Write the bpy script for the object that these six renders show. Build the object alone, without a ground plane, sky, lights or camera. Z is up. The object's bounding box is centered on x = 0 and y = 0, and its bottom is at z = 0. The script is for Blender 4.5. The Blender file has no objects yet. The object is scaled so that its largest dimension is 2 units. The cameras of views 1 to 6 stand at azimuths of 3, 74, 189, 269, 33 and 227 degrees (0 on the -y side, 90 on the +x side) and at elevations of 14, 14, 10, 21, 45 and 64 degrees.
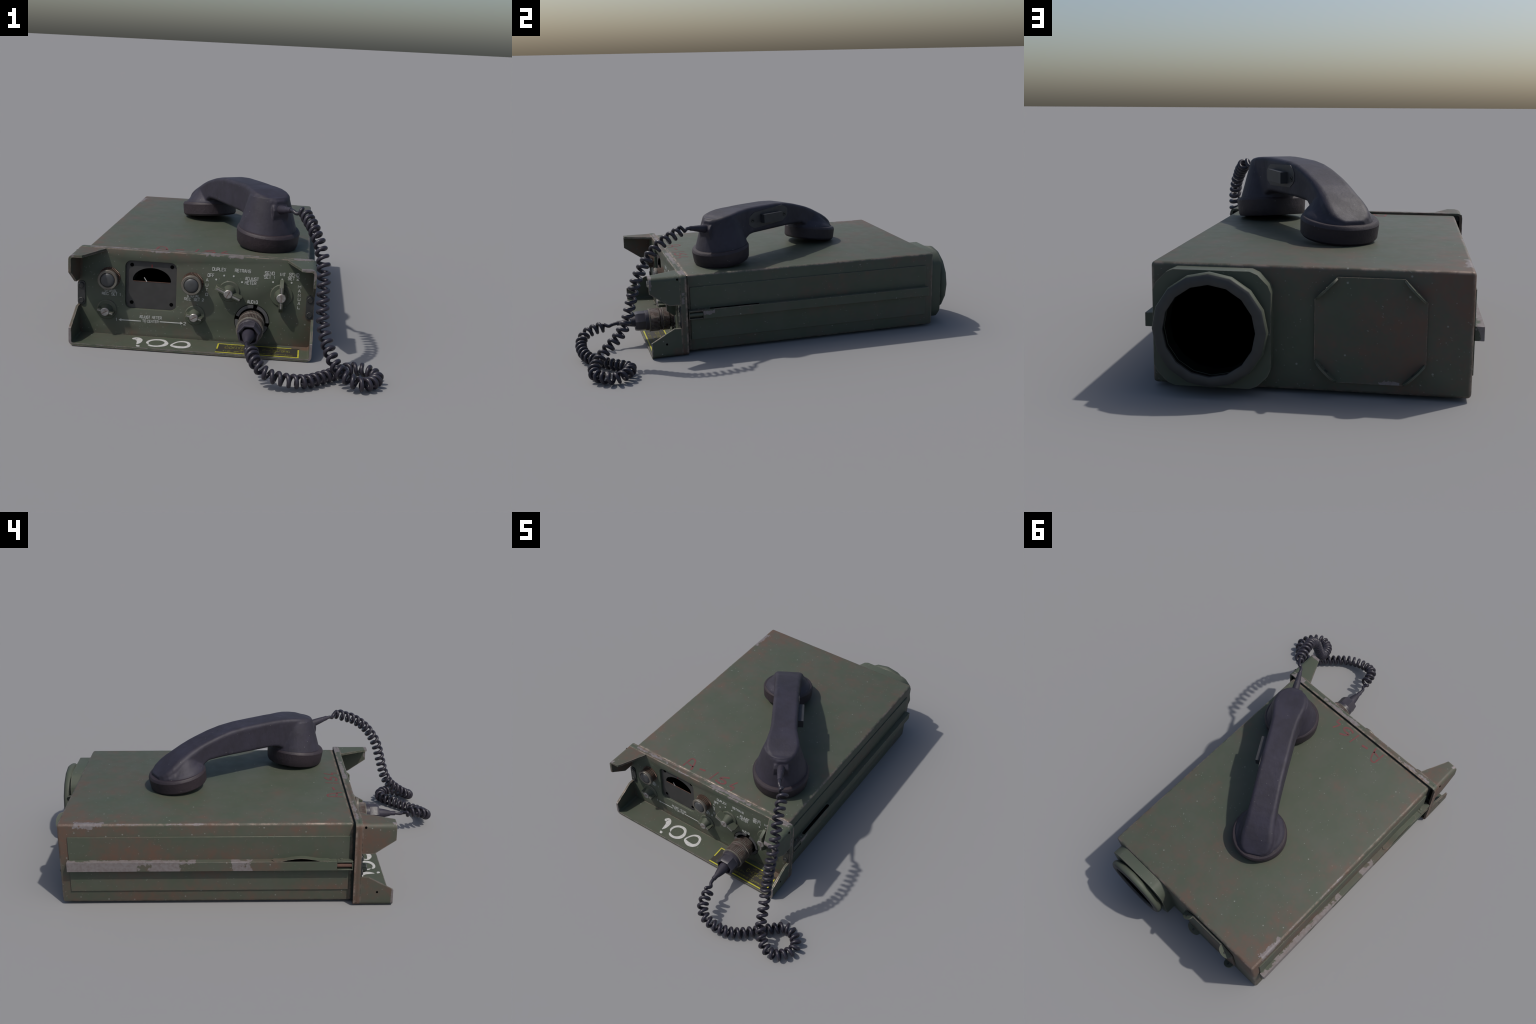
import bpy, bmesh, math, random
from mathutils import Vector, Matrix
random.seed(7)

# ------------------------------------------------------------------ layout
CX = -0.148                      # the radio stands left of the origin
CASE = dict(x0=-0.650, x1=0.3545, y0=-0.4492, y1=0.898, z0=0.009, z1=0.4060)
FX0, FX1, FZ1 = -0.684, 0.388, 0.415      # front frame outline
YP = -0.484                      # face of the control panel
YB = -0.637                      # front edge of guards and tray

# ------------------------------------------------------------------ node helpers
class Nodes:
    def __init__(self, name):
        self.mat = bpy.data.materials.new(name)
        self.mat.use_nodes = True
        self.t = self.mat.node_tree
        self.t.nodes.clear()
        self.out = self.t.nodes.new('ShaderNodeOutputMaterial')
        self.bsdf = self.t.nodes.new('ShaderNodeBsdfPrincipled')
        self.t.links.new(self.bsdf.outputs[0], self.out.inputs[0])
        self.co = self.t.nodes.new('ShaderNodeTexCoord').outputs['Object']

    def put(self, sock, v):
        if isinstance(v, bpy.types.NodeSocket):
            self.t.links.new(v, sock)
        elif isinstance(v, (tuple, list)):
            sock.default_value = (*v, 1.0) if len(v) == 3 and len(sock.default_value) == 4 else v
        else:
            sock.default_value = v

    def set(self, **kw):
        for k, v in kw.items():
            self.put(self.bsdf.inputs[k.replace('_', ' ')], v)

    def math(self, op, a, b=0.0, clamp=False):
        n = self.t.nodes.new('ShaderNodeMath'); n.operation = op; n.use_clamp = clamp
        self.put(n.inputs[0], a); self.put(n.inputs[1], b)
        return n.outputs[0]

    def vmath(self, op, a, b=(0, 0, 0)):
        n = self.t.nodes.new('ShaderNodeVectorMath'); n.operation = op
        self.put(n.inputs[0], a); self.put(n.inputs[1], b)
        return n.outputs['Value'] if op in ('LENGTH', 'DOT_PRODUCT') else n.outputs[0]

    def mapping(self, rot=(0, 0, 0), scale=(1, 1, 1), loc=(0, 0, 0)):
        n = self.t.nodes.new('ShaderNodeMapping')
        self.put(n.inputs['Vector'], self.co)
        n.inputs['Location'].default_value = loc
        n.inputs['Rotation'].default_value = rot
        n.inputs['Scale'].default_value = scale
        return n.outputs[0]

    def noise(self, scale, detail=4.0, rough=0.55, vec=None, dist=0.0, offset=None):
        n = self.t.nodes.new('ShaderNodeTexNoise')
        v = vec if vec is not None else self.co
        if offset:
            v = self.vmath('ADD', v, offset)
        self.put(n.inputs['Vector'], v)
        n.inputs['Scale'].default_value = scale
        n.inputs['Detail'].default_value = detail
        n.inputs['Roughness'].default_value = rough
        n.inputs['Distortion'].default_value = dist
        return n.outputs[0]

    def voronoi(self, scale, vec=None, feature='F1', rnd=1.0):
        n = self.t.nodes.new('ShaderNodeTexVoronoi'); n.feature = feature
        self.put(n.inputs['Vector'], vec if vec is not None else self.co)
        n.inputs['Scale'].default_value = scale
        n.inputs['Randomness'].default_value = rnd
        return n

    def ramp(self, v, lo, hi):
        n = self.t.nodes.new('ShaderNodeMapRange'); n.interpolation_type = 'SMOOTHSTEP'
        self.put(n.inputs[0], v)
        n.inputs[1].default_value = lo; n.inputs[2].default_value = hi
        return n.outputs[0]

    def mix(self, f, a, b):
        n = self.t.nodes.new('ShaderNodeMix'); n.data_type = 'RGBA'
        self.put(n.inputs[0], f); self.put(n.inputs[6], a); self.put(n.inputs[7], b)
        return n.outputs[2]

    def xyz(self, vec=None):
        n = self.t.nodes.new('ShaderNodeSeparateXYZ')
        self.put(n.inputs[0], vec if vec is not None else self.co)
        return n.outputs

    def bump(self, h, strength=0.2, dist=0.002):
        n = self.t.nodes.new('ShaderNodeBump')
        n.inputs['Strength'].default_value = strength
        n.inputs['Distance'].default_value = dist
        self.put(n.inputs['Height'], h)
        self.put(self.bsdf.inputs['Normal'], n.outputs[0])

    def box_field(self, c, h, soft):
        """1 inside a box, falling to 0 over `soft` outside it."""
        d = self.vmath('SUBTRACT', self.vmath('ABSOLUTE', self.vmath('SUBTRACT', self.co, c)), h)
        x, y, z = self.xyz(d)
        m = self.math('MAXIMUM', self.math('MAXIMUM', x, y), z)
        return self.math('SUBTRACT', 1.0, self.math('DIVIDE', m, soft), clamp=True)

    def edge_field(self, c, h, w):
        """1 along the edges of a box, 0 further than w from them."""
        d = self.vmath('SUBTRACT', self.vmath('ABSOLUTE', self.vmath('SUBTRACT', self.co, c)), h)
        x, y, z = self.xyz(d)
        mn, mx = (lambda a, b: self.math('MINIMUM', a, b)), (lambda a, b: self.math('MAXIMUM', a, b))
        second = mx(mx(mn(x, y), mn(y, z)), mn(x, z))
        return self.ramp(second, -w, 0.0)

    def worn_edges(self, radius):
        """how strongly the surface turns within `radius`."""
        b = self.t.nodes.new('ShaderNodeBevel'); b.samples = 6
        b.inputs['Radius'].default_value = radius
        g = self.t.nodes.new('ShaderNodeNewGeometry')
        dot = self.vmath('DOT_PRODUCT', b.outputs[0], g.outputs['Normal'])
        return self.math('SUBTRACT', 1.0, dot)


GREEN = (0.056, 0.068, 0.047)
GREEN2 = (0.065, 0.072, 0.054)
RUST = (0.120, 0.052, 0.032)
BROWN = (0.085, 0.062, 0.048)
BARE = (0.185, 0.168, 0.168)


def painted_steel(name, rust=0.0, edge_box=None, edge_w=0.012, bevel_wear=0.004, chips=(), rust_boxes=(), offset=(0, 0, 0), wear=1.0, base=GREEN, specks=1.0):
    n = Nodes(name)
    broad = n.noise(3.1, 5, 0.6, offset=offset)
    fine = n.noise(34, 5, 0.7)
    col = n.mix(n.ramp(n.noise(7.0, 4, 0.6, offset=(3, 1, 2)), 0.35, 0.7), base, GREEN2)
    # brownish film, then redder rust blooms
    field = n.math('ADD', n.math('MULTIPLY', broad, 0.52), n.math('MULTIPLY', n.noise(14, 6, 0.72, offset=offset), 0.48))
    bias = rust
    for (c, h, s, a) in rust_boxes:
        b = n.math('MULTIPLY', n.box_field(c, h, s), a)
        bias = n.math('ADD', bias, b)
    if edge_box:
        e = n.edge_field(*edge_box, 0.07)
        bias = n.math('ADD', bias, n.math('MULTIPLY', e, 0.05))
    f2 = n.math('ADD', field, bias)
    col = n.mix(n.math('MULTIPLY', n.ramp(f2, 0.50, 0.72), 0.75), col, BROWN)
    col = n.mix(n.math('MULTIPLY', n.ramp(n.math('ADD', f2, n.math('MULTIPLY', n.math('SUBTRACT', fine, 0.5), 0.35)), 0.60, 0.82), 0.50), col, RUST)
    # pale specks and scratches
    v = n.voronoi(26, vec=n.mapping(loc=(0.3, 0.7, 0.1)))
    rnd = n.xyz(v.outputs['Color'])[0]
    speck = n.math('MULTIPLY', n.ramp(v.outputs['Distance'], 0.12, 0.05), n.ramp(rnd, 0.83, 0.85))
    v2 = n.voronoi(60)
    rnd2 = n.xyz(v2.outputs['Color'])[1]
    speck2 = n.math('MULTIPLY', n.ramp(v2.outputs['Distance'], 0.16, 0.08), n.ramp(rnd2, 0.90, 0.92))
    marks = n.math('MAXIMUM', speck, n.math('MULTIPLY', speck2, 0.6))
    for rot, sc, off in [((0.15, 0.55, 0.5), 1.0, 0.1), ((-0.2, 0.35, -0.9), 1.3, 0.4), ((0.3, -0.6, 1.9), 1.1, 0.9)]:
        vec = n.vmath('MULTIPLY', n.mapping(rot=rot, loc=(off, off, off)), (5.0 * sc, 110 * sc, 110 * sc))
        s = n.voronoi(1.0, vec=vec)
        r = n.xyz(s.outputs['Color'])[0]
        line = n.math('MULTIPLY', n.ramp(s.outputs['Distance'], 0.24, 0.05), n.ramp(r, 0.950, 0.958))
        marks = n.math('MAXIMUM', marks, n.math('MULTIPLY', n.math('MULTIPLY', line, 1.0), n.ramp(fine, 0.35, 0.6)))
    col = n.mix(n.math('MULTIPLY', marks, 0.62 * specks), col, (0.24, 0.25, 0.23))
    # worn edges
    if edge_box:
        e = n.edge_field(edge_box[0], edge_box[1], edge_w)
    else:
        e = n.ramp(n.worn_edges(bevel_wear), 0.012, 0.11)
    worn = n.math('MULTIPLY', e, n.ramp(n.noise(24, 4, 0.7, offset=(9, 2, 4)), 0.38, 0.62))
    worn = n.math('MULTIPLY', worn, wear)
    col = n.mix(n.math('MULTIPLY', worn, 0.85), col, (0.25, 0.195, 0.165))
    # chips down to bare metal
    chip = None
    ragged = n.math('ADD', n.math('MULTIPLY', n.noise(17, 3, 0.6, offset=(5, 5, 1)), 0.65), n.math('MULTIPLY', n.noise(75, 3, 0.6), 0.35))
    for (c, h, s) in chips:
        d = n.vmath('SUBTRACT', n.vmath('ABSOLUTE', n.vmath('SUBTRACT', n.co, c)), h)
        x, y, z = n.xyz(d)
        m = n.math('MAXIMUM', n.math('MAXIMUM', x, y), z)
        b = n.math('SUBTRACT', 0.46, n.math('DIVIDE', m, s * 2.0))
        b = n.math('MINIMUM', b, 0.88)
        b = n.math('ADD', b, n.math('MULTIPLY', n.math('SUBTRACT', ragged, 0.5), 2.3))
        b = n.ramp(b, 0.46, 0.54)
        chip = b if chip is None else n.math('MAXIMUM', chip, b)
    metal = n.math('MULTIPLY', worn, 0.45)
    if chip is not None:
        col = n.mix(chip, col, n.mix(n.ramp(n.noise(60, 3), 0.35, 0.7), BARE, (0.155, 0.132, 0.128)))
        metal = n.math('MAXIMUM', metal, n.math('MULTIPLY', chip, 0.25))
    n.set(Base_Color=col, Metallic=metal, Specular_IOR_Level=0.35)
    rough = n.math('ADD', 0.46, n.math('MULTIPLY', n.noise(18, 4, offset=(2, 2, 2)), 0.24))
    n.put(n.bsdf.inputs['Roughness'], n.math('SUBTRACT', rough, n.math('MULTIPLY', worn, 0.12)))
    n.bump(n.math('ADD', fine, n.math('MULTIPLY', n.noise(120, 3), 0.5)), 0.10, 0.002)
    return n.mat


def plain(name, color, rough=0.5, metal=0.0, var=0.25, scale=30, spec=0.5, bump=0.0, second=None):
    n = Nodes(name)
    c2 = second or tuple(c * (1 - var) for c in color)
    col = n.mix(n.ramp(n.noise(scale, 4, 0.6), 0.35, 0.68), color, c2)
    n.set(Base_Color=col, Roughness=rough, Metallic=metal, Specular_IOR_Level=spec)
    if bump:
        n.bump(n.noise(scale * 4, 4, 0.6), bump, 0.002)
    return n.mat


def rubber(name, base, second, edge, rough=0.55, dust=0.5, bumpy=0.35, er=0.008):
    n = Nodes(name)
    col = n.mix(n.ramp(n.noise(7, 6, 0.68), 0.38, 0.62), base, second)
    col = n.mix(n.math('MULTIPLY', n.ramp(n.noise(19, 6, 0.7, offset=(4, 4, 4)), 0.52, 0.72), 0.5 * dust), col, tuple(1.7 * q for q in base))
    col = n.mix(n.math('MULTIPLY', n.ramp(n.worn_edges(er), 0.02, 0.2), 0.4), col, edge)
    v = n.voronoi(60)
    sp = n.math('MULTIPLY', n.ramp(v.outputs['Distance'], 0.15, 0.07), n.ramp(n.xyz(v.outputs['Color'])[0], 0.86, 0.88))
    col = n.mix(n.math('MULTIPLY', sp, dust), col, (0.18, 0.18, 0.17))
    n.set(Base_Color=col, Specular_IOR_Level=0.4)
    n.put(n.bsdf.inputs['Roughness'], n.math('ADD', rough - 0.08, n.math('MULTIPLY', n.noise(14, 4), 0.2)))
    n.bump(n.math('ADD', n.noise(26, 5, 0.65), n.math('MULTIPLY', n.noise(110, 3), 0.4)), bumpy, 0.004)
    return n.mat


def knurled(name, base, second, count, axis=1, bump=0.9):
    """metal with grooves running along the local axis."""
    n = Nodes(name)
    x, y, z = n.xyz()
    ang = n.math('ARCTAN2', x, z)
    g = n.math('SINE', n.math('MULTIPLY', ang, float(count)))
    col = n.mix(n.ramp(n.noise(40, 4, 0.65), 0.4, 0.62), base, second)
    col = n.mix(n.math('MULTIPLY', n.ramp(g, 0.0, -0.9), 0.65), col, (0.03, 0.022, 0.018))
    n.set(Base_Color=col, Roughness=0.45, Metallic=0.45)
    n.bump(g, bump, 0.004)
    return n.mat


CB = ((CX, 0.227, 0.2075), (0.502, 0.671, 0.1985))
M_case = painted_steel('green_case_paint', rust=0.015, edge_box=CB, edge_w=0.013,
    chips=[((-0.648, 0.755, 0.406), (0.024, 0.070, 0.020), 0.026), ((-0.648, 0.58, 0.405), (0.004, 0.09, 0.004), 0.012),
           ((-0.648, 0.30, 0.405), (0.004, 0.10, 0.004), 0.010)],
    rust_boxes=[((CX, 0.82, 0.4), (0.5, 0.05, 0.03), 0.40, 0.06), ((-0.62, 0.25, 0.35), (0.04, 0.70, 0.02), 0.12, 0.06),
                ((-0.55, 0.893, 0.2), (0.08, 0.02, 0.2), 0.12, 0.05), ((-0.647, 0.2, 0.05), (0.01, 0.7, 0.04), 0.10, 0.05)])
M_side = painted_steel('green_side_plate_paint', rust=0.02, bevel_wear=0.003, offset=(4, 2, 7),
    rust_boxes=[((-0.652, 0.32, 0.24), (0.02, 0.36, 0.04), 0.10, 0.14), ((-0.652, 0.2, 0.075), (0.02, 0.65, 0.01), 0.05, 0.08)])
M_rail = painted_steel('green_rail_paint', rust=0.02, bevel_wear=0.003, offset=(1, 6, 3),
    chips=[((-0.69, 0.72, 0.207), (0.03, 0.185, 0.05), 0.03), ((-0.69, 0.41, 0.205), (0.03, 0.066, 0.05), 0.025), ((-0.69, 0.47, 0.228), (0.03, 0.2, 0.010), 0.016),
           ((-0.69, 0.062, 0.207), (0.03, 0.048, 0.05), 0.025), ((0.389, -0.34, 0.215), (0.02, 0.03, 0.010), 0.02)],
    rust_boxes=[((-0.69, 0.2, 0.2), (0.03, 0.3, 0.03), 0.2, 0.08)])
M_frame = painted_steel('green_frame_paint', rust=0.0, edge_box=((CX, YP + 0.013, 0.2075), (0.536, 0.0135, 0.2075)), edge_w=0.006, offset=(2, 8, 5),
    chips=[((-0.31, -0.484, 0.415), (0.045, 0.004, 0.006), 0.010), ((-0.02, -0.484, 0.412), (0.085, 0.004, 0.007), 0.012), ((-0.52, -0.466, 0.415), (0.11, 0.006, 0.004), 0.012),
           ((0.335, -0.466, 0.415), (0.05, 0.016, 0.004), 0.012), ((0.388, -0.47, 0.30), (0.004, 0.008, 0.03), 0.012), ((0.0, -0.466, 0.415), (0.13, 0.008, 0.004), 0.010)],
    rust_boxes=[((-0.684, -0.465, 0.2), (0.012, 0.013, 0.2), 0.015, 0.20), ((0.35, -0.49, 0.008), (0.03, 0.02, 0.008), 0.035, 0.16), ((-0.45, -0.455, 0.415), (0.15, 0.012, 0.004), 0.04, 0.10)])
M_guard = painted_steel('green_guard_paint', rust=-0.01, wear=1.25, bevel_wear=0.008, offset=(6, 3, 1),
    chips=[((0.388, -0.634, 0.38), (0.012, 0.006, 0.03), 0.014), ((0.34, -0.637, 0.413), (0.05, 0.012, 0.006), 0.012), ((-0.684, -0.634, 0.06), (0.01, 0.006, 0.05), 0.006), ((CX, -0.637, 0.0115), (0.53, 0.002, 0.0025), 0.005), ((0.388, -0.638, 0.04), (0.012, 0.004, 0.05), 0.006), ((-0.672, -0.63, 0.412), (0.014, 0.012, 0.008), 0.014)],
    rust_boxes=[((-0.65, -0.56, 0.36), (0.06, 0.09, 0.08), 0.04, 0.19), ((-0.684, -0.56, 0.05), (0.005, 0.09, 0.09), 0.01, 0.10), ((0.34, -0.50, 0.01), (0.04, 0.015, 0.02), 0.03, 0.22)])
M_cover = painted_steel('green_cover_paint', rust=0.06, bevel_wear=0.004, offset=(8, 1, 2),
    chips=[((-0.40, 0.906, 0.049), (0.034, 0.01, 0.005), 0.014)],
    rust_boxes=[((-0.42, 0.906, 0.2), (0.07, 0.01, 0.10), 0.10, 0.10)])
M_vent = painted_steel('green_vent_paint', rust=-0.06, bevel_wear=0.006, offset=(3, 3, 9), base=(0.056, 0.069, 0.049), wear=0.5, specks=0.5)
M_knob = painted_steel('green_knob_paint', rust=-0.04, bevel_wear=0.003, offset=(5, 9, 5), specks=0.4, wear=1.3)
M_black = plain('black_painted_void', (0.0015, 0.0015, 0.0016), rough=0.9, spec=0.05)  # wells and hole discs coloured near-black to show the darkness inside them
M_duct = plain('duct_painted_dark', (0.004, 0.0045, 0.0045), rough=0.8, spec=0.1)  # deep shade of the hollow case, baked into its inner walls
M_lip = plain('duct_lip_rubber', (0.026, 0.027, 0.026), rough=0.6, second=(0.034, 0.034, 0.032), scale=18)
M_gap = plain('dark_inner_frame', (0.018, 0.022, 0.018), rough=0.8)  # green darkened so the seam and rim hollow look shadowed
M_meter = plain('meter_bakelite', (0.035, 0.034, 0.033), rough=0.62, var=0.2, scale=20, bump=0.08)  # base darkened to cancel the bluish sky light on the recessed face
M_bolt = plain('dark_bolt_metal', (0.035, 0.036, 0.036), rough=0.5, metal=0.3, scale=60)
M_screw = plain('screw_steel', (0.30, 0.30, 0.29), rough=0.42, metal=0.55, scale=70, second=(0.22, 0.20, 0.19))
M_slot = plain('rusty_slot', (0.10, 0.05, 0.035), rough=0.8)
M_lens = plain('lamp_lens', (0.046, 0.048, 0.050), rough=0.45, var=0.2)
M_rim = plain('lamp_rim_metal', (0.135, 0.130, 0.110), rough=0.5, metal=0.25, second=(0.10, 0.085, 0.07))
M_lampbody = knurled('lamp_knurled_metal', (0.16, 0.115, 0.09), (0.14, 0.075, 0.052), 44)
M_coupling = knurled('coupling_knurled_metal', (0.23, 0.195, 0.175), (0.15, 0.105, 0.09), 56)
M_groove = plain('coupling_groove_metal', (0.13, 0.115, 0.11), rough=0.5, metal=0.4, second=(0.09, 0.06, 0.055))
M_socket = plain('socket_grey_metal', (0.115, 0.116, 0.118), rough=0.45, metal=0.35)
M_nut = rubber('plug_nut', (0.030, 0.027, 0.036), (0.040, 0.036, 0.046), (0.085, 0.082, 0.095), rough=0.42, dust=0.3, bumpy=0.25, er=0.005)
M_hand = rubber('handset_bakelite', (0.0245, 0.0215, 0.0345), (0.0180, 0.0155, 0.0240), (0.036, 0.040, 0.044), rough=0.60, dust=0.55)
M_cap = rubber('cap_bakelite', (0.0245, 0.0170, 0.0215), (0.0190, 0.0135, 0.0185), (0.034, 0.028, 0.038), rough=0.58, dust=0.5, bumpy=0.5)
M_button = plain('button_plastic', (0.027, 0.028, 0.032), rough=0.5)
M_bplate = plain('button_plate_metal', (0.040, 0.040, 0.042), rough=0.55, second=(0.034, 0.030, 0.031))
M_cord = rubber('cord_rubber', (0.023, 0.0205, 0.030), (0.018, 0.016, 0.024), (0.023, 0.0205, 0.030), rough=0.36, dust=0.3, bumpy=0.06)
M_white = plain('white_ink', (0.42, 0.43, 0.41), rough=0.6, var=0.18, scale=90)
M_paint = plain('white_brush_paint', (0.46, 0.46, 0.45), rough=0.6, var=0.2, scale=70, bump=0.2)
M_red = plain('red_grease_pencil', (0.14, 0.032, 0.032), rough=0.7, scale=110, second=(0.085, 0.045, 0.040))
M_redtick = plain('red_tick', (0.22, 0.022, 0.022), rough=0.6)
M_needle = plain('needle_white', (0.5, 0.5, 0.48), rough=0.5)
M_label = plain('label_dark', (0.026, 0.027, 0.025), rough=0.5, second=(0.036, 0.028, 0.020), scale=24)
M_yellow = plain('label_yellow', (0.42, 0.40, 0.030), rough=0.55, second=(0.34, 0.31, 0.03), scale=60)
M_ytext = plain('label_yellow_faded', (0.17, 0.165, 0.025), rough=0.55, second=(0.08, 0.075, 0.02), scale=90)

# ------------------------------------------------------------------ mesh helpers
col = bpy.context.scene.collection
root = bpy.data.objects.new('field_radio', None)
root.empty_display_size = 0.1
col.objects.link(root)
root['label'] = 'olive green military radio control box with black corded handset'
root['category'] = 'field radio'


def add(name, me, mat, parent=None, smooth=None):
    ob = bpy.data.objects.new(name, me)
    col.objects.link(ob)
    ob.parent = parent or root
    if mat is not None and not me.materials:
        me.materials.append(mat)
    if smooth is not None:
        smooth_by_angle(me, smooth)
    return ob


def smooth_by_angle(me, deg):
    bm = bmesh.new(); bm.from_mesh(me)
    lim = math.radians(deg)
    for f in bm.faces:
        f.smooth = True
    for e in bm.edges:
        e.smooth = not (len(e.link_faces) == 2 and e.calc_face_angle(0) > lim)
    bm.to_mesh(me); bm.free()


def mesh_from(bm, name):
    bmesh.ops.recalc_face_normals(bm, faces=bm.faces)
    me = bpy.data.meshes.new(name)
    bm.to_mesh(me); bm.free()
    return me


def bevel_sharp(bm, r, seg=2, deg=30):
    if r > 0:
        es = [e for e in bm.edges if len(e.link_faces) == 2 and e.calc_face_angle(0) > math.radians(deg)]
        bmesh.ops.bevel(bm, geom=es, offset=r, segments=seg, profile=0.5, affect='EDGES', clamp_overlap=True)


def box_into(bm, x0, x1, y0, y1, z0, z1, mtx=None):
    m = Matrix.Translation(((x0 + x1) / 2, (y0 + y1) / 2, (z0 + z1) / 2)) @ Matrix.Diagonal((x1 - x0, y1 - y0, z1 - z0, 1))
    if mtx is not None:
        m = mtx @ m
    bmesh.ops.create_cube(bm, size=1.0, matrix=m)


def box(name, x0, x1, y0, y1, z0, z1, mat, r=0.0, seg=2, parent=None):
    bm = bmesh.new(); box_into(bm, x0, x1, y0, y1, z0, z1)
    bevel_sharp(bm, r, seg)
    return add(name, mesh_from(bm, name), mat, parent, 40 if r else None)


def prism_into(bm, pts, place, d0, d1):
    """polygon in (u, v), pushed from depth d0 to d1; place(u, v, d) gives the point."""
    a = [bm.verts.new(place(u, v, d0)) for u, v in pts]
    b = [bm.verts.new(place(u, v, d1)) for u, v in pts]
    n = len(pts)
    bm.faces.new(a); bm.faces.new(b[::-1])
    for i in range(n):
        bm.faces.new((a[i], b[i], b[(i + 1) % n], a[(i + 1) % n]))


def round_rect(x0, x1, z0, z1, r, seg=6):
    pts = []
    for cx, cz, a0 in ((x1 - r, z1 - r, 0), (x0 + r, z1 - r, 90), (x0 + r, z0 + r, 180), (x1 - r, z0 + r, 270)):
        for i in range(seg + 1):
            a = math.radians(a0 + 90 * i / seg)
            pts.append((cx + r * math.cos(a), cz + r * math.sin(a)))
    return pts


def circle(cx, cz, r, n=24, a0=0.0):
    return [(cx + r * math.cos(a0 + 2 * math.pi * i / n), cz + r * math.sin(a0 + 2 * math.pi * i / n)) for i in range(n)]


front = lambda u, v, d: (u, d, v)
floor = lambda u, v, d: (u, v, d)


def lathe_into(bm, prof, n=32, mtx=Matrix(), a0=0.0, caps=(True, True)):
    """prof: (radius, distance) pairs; axis runs along local -y (out of the panel)."""
    rings = []
    for r, d in prof:
        rings.append([bm.verts.new(mtx @ Vector((r * math.cos(a0 + 2 * math.pi * i / n), -d, r * math.sin(a0 + 2 * math.pi * i / n)))) for i in range(n)])
    for a, b in zip(rings, rings[1:]):
        for i in range(n):
            bm.faces.new((a[i], a[(i + 1) % n], b[(i + 1) % n], b[i]))
    if caps[0]: bm.faces.new(rings[0][::-1])
    if caps[1]: bm.faces.new(rings[-1])


def lathe(name, prof, mat, n=32, loc=(0, 0, 0), parent=None, smooth=35, mtx=Matrix(), a0=0.0, caps=(True, True)):
    bm = bmesh.new(); lathe_into(bm, prof, n, mtx, a0, caps)
    ob = add(name, mesh_from(bm, name), mat, parent, smooth)
    ob.location = loc
    return ob


def apply_mods(ob):
    dg = bpy.context.evaluated_depsgraph_get(); dg.update()
    me = bpy.data.meshes.new_from_object(ob.evaluated_get(dg))
    old = ob.data
    ob.modifiers.clear(); ob.data = me
    bpy.data.meshes.remove(old)


def cut(ob, pts, place, d0, d1):
    bm = bmesh.new(); prism_into(bm, pts, place, d0, d1)
    c = add('cutter', mesh_from(bm, 'cutter'), None)
    m = ob.modifiers.new('cut', 'BOOLEAN'); m.operation = 'DIFFERENCE'; m.object = c; m.solver = 'EXACT'
    apply_mods(ob)
    bpy.data.objects.remove(c)


def tube_into(bm, pts, radius, n=10, caps=True):
    """round tube through points; radius is a number or a list."""
    pts = [Vector(p) for p in pts]
    rad = radius if isinstance(radius, (list, tuple)) else [radius] * len(pts)
    tang = [(pts[min(i + 1, len(pts) - 1)] - pts[max(i - 1, 0)]).normalized() for i in range(len(pts))]
    ref = Vector((0, 0, 1)) if abs(tang[0].z) < 0.9 else Vector((1, 0, 0))
    nrm = (ref - tang[0] * ref.dot(tang[0])).normalized()
    rings = []
    for i, p in enumerate(pts):
        nrm = (nrm - tang[i] * nrm.dot(tang[i])).normalized()
        bi = tang[i].cross(nrm)
        rings.append([bm.verts.new(p + rad[i] * (math.cos(a) * nrm + math.sin(a) * bi)) for a in (2 * math.pi * k / n for k in range(n))])
    for a, b in zip(rings, rings[1:]):
        for k in range(n):
            bm.faces.new((a[k], a[(k + 1) % n], b[(k + 1) % n], b[k]))
    if caps:
        bm.faces.new(rings[0][::-1]); bm.faces.new(rings[-1])


def spline(pts, step=0.002):
    """Catmull-Rom through points, resampled to even steps."""
    P = [Vector(p) for p in pts]
    P = [P[0] * 2 - P[1]] + P + [P[-1] * 2 - P[-2]]
    dense = []
    for i in range(1, len(P) - 2):
        for k in range(40):
            t = k / 40
            dense.append(0.5 * ((2 * P[i]) + (P[i + 1] - P[i - 1]) * t + (2 * P[i - 1] - 5 * P[i] + 4 * P[i + 1] - P[i + 2]) * t * t
                         + (3 * P[i] - P[i - 1] - 3 * P[i + 1] + P[i + 2]) * t ** 3))
    dense.append(P[-2])
    out = [dense[0]]; acc = 0.0
    for a, b in zip(dense, dense[1:]):
        L = (b - a).length
        while acc + L >= step:
            f = (step - acc) / L
            a = a.lerp(b, f); out.append(a.copy()); L = (b - a).length; acc = 0.0
        acc += L
    return out


def brush_into(bm, pts, width, place, d0, d1, closed=False, k=5):
    """ribbon through a smooth curve with a width that swells along it."""
    w = width if isinstance(width, (list, tuple)) else [width] * len(pts)
    Q = [Vector((p[0], p[1], ww)) for p, ww in zip(pts, w)]
    n = len(Q); out = []
    at = lambda i: Q[i % n] if closed else Q[max(0, min(n - 1, i))]
    for i in range(n if closed else n - 1):
        a, b, c_, d = at(i - 1), at(i), at(i + 1), at(i + 2)
        for q in range(k):
            t = q / k
            out.append(0.5 * (2 * b + (c_ - a) * t + (2 * a - 5 * b + 4 * c_ - d) * t * t + (3 * b - a - 3 * c_ + d) * t ** 3))
    if not closed: out.append(Q[-1])
    ribbon_into(bm, [(v.x, v.y) for v in out], [max(0.001, v.z) for v in out], place, d0, d1, closed)


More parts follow.
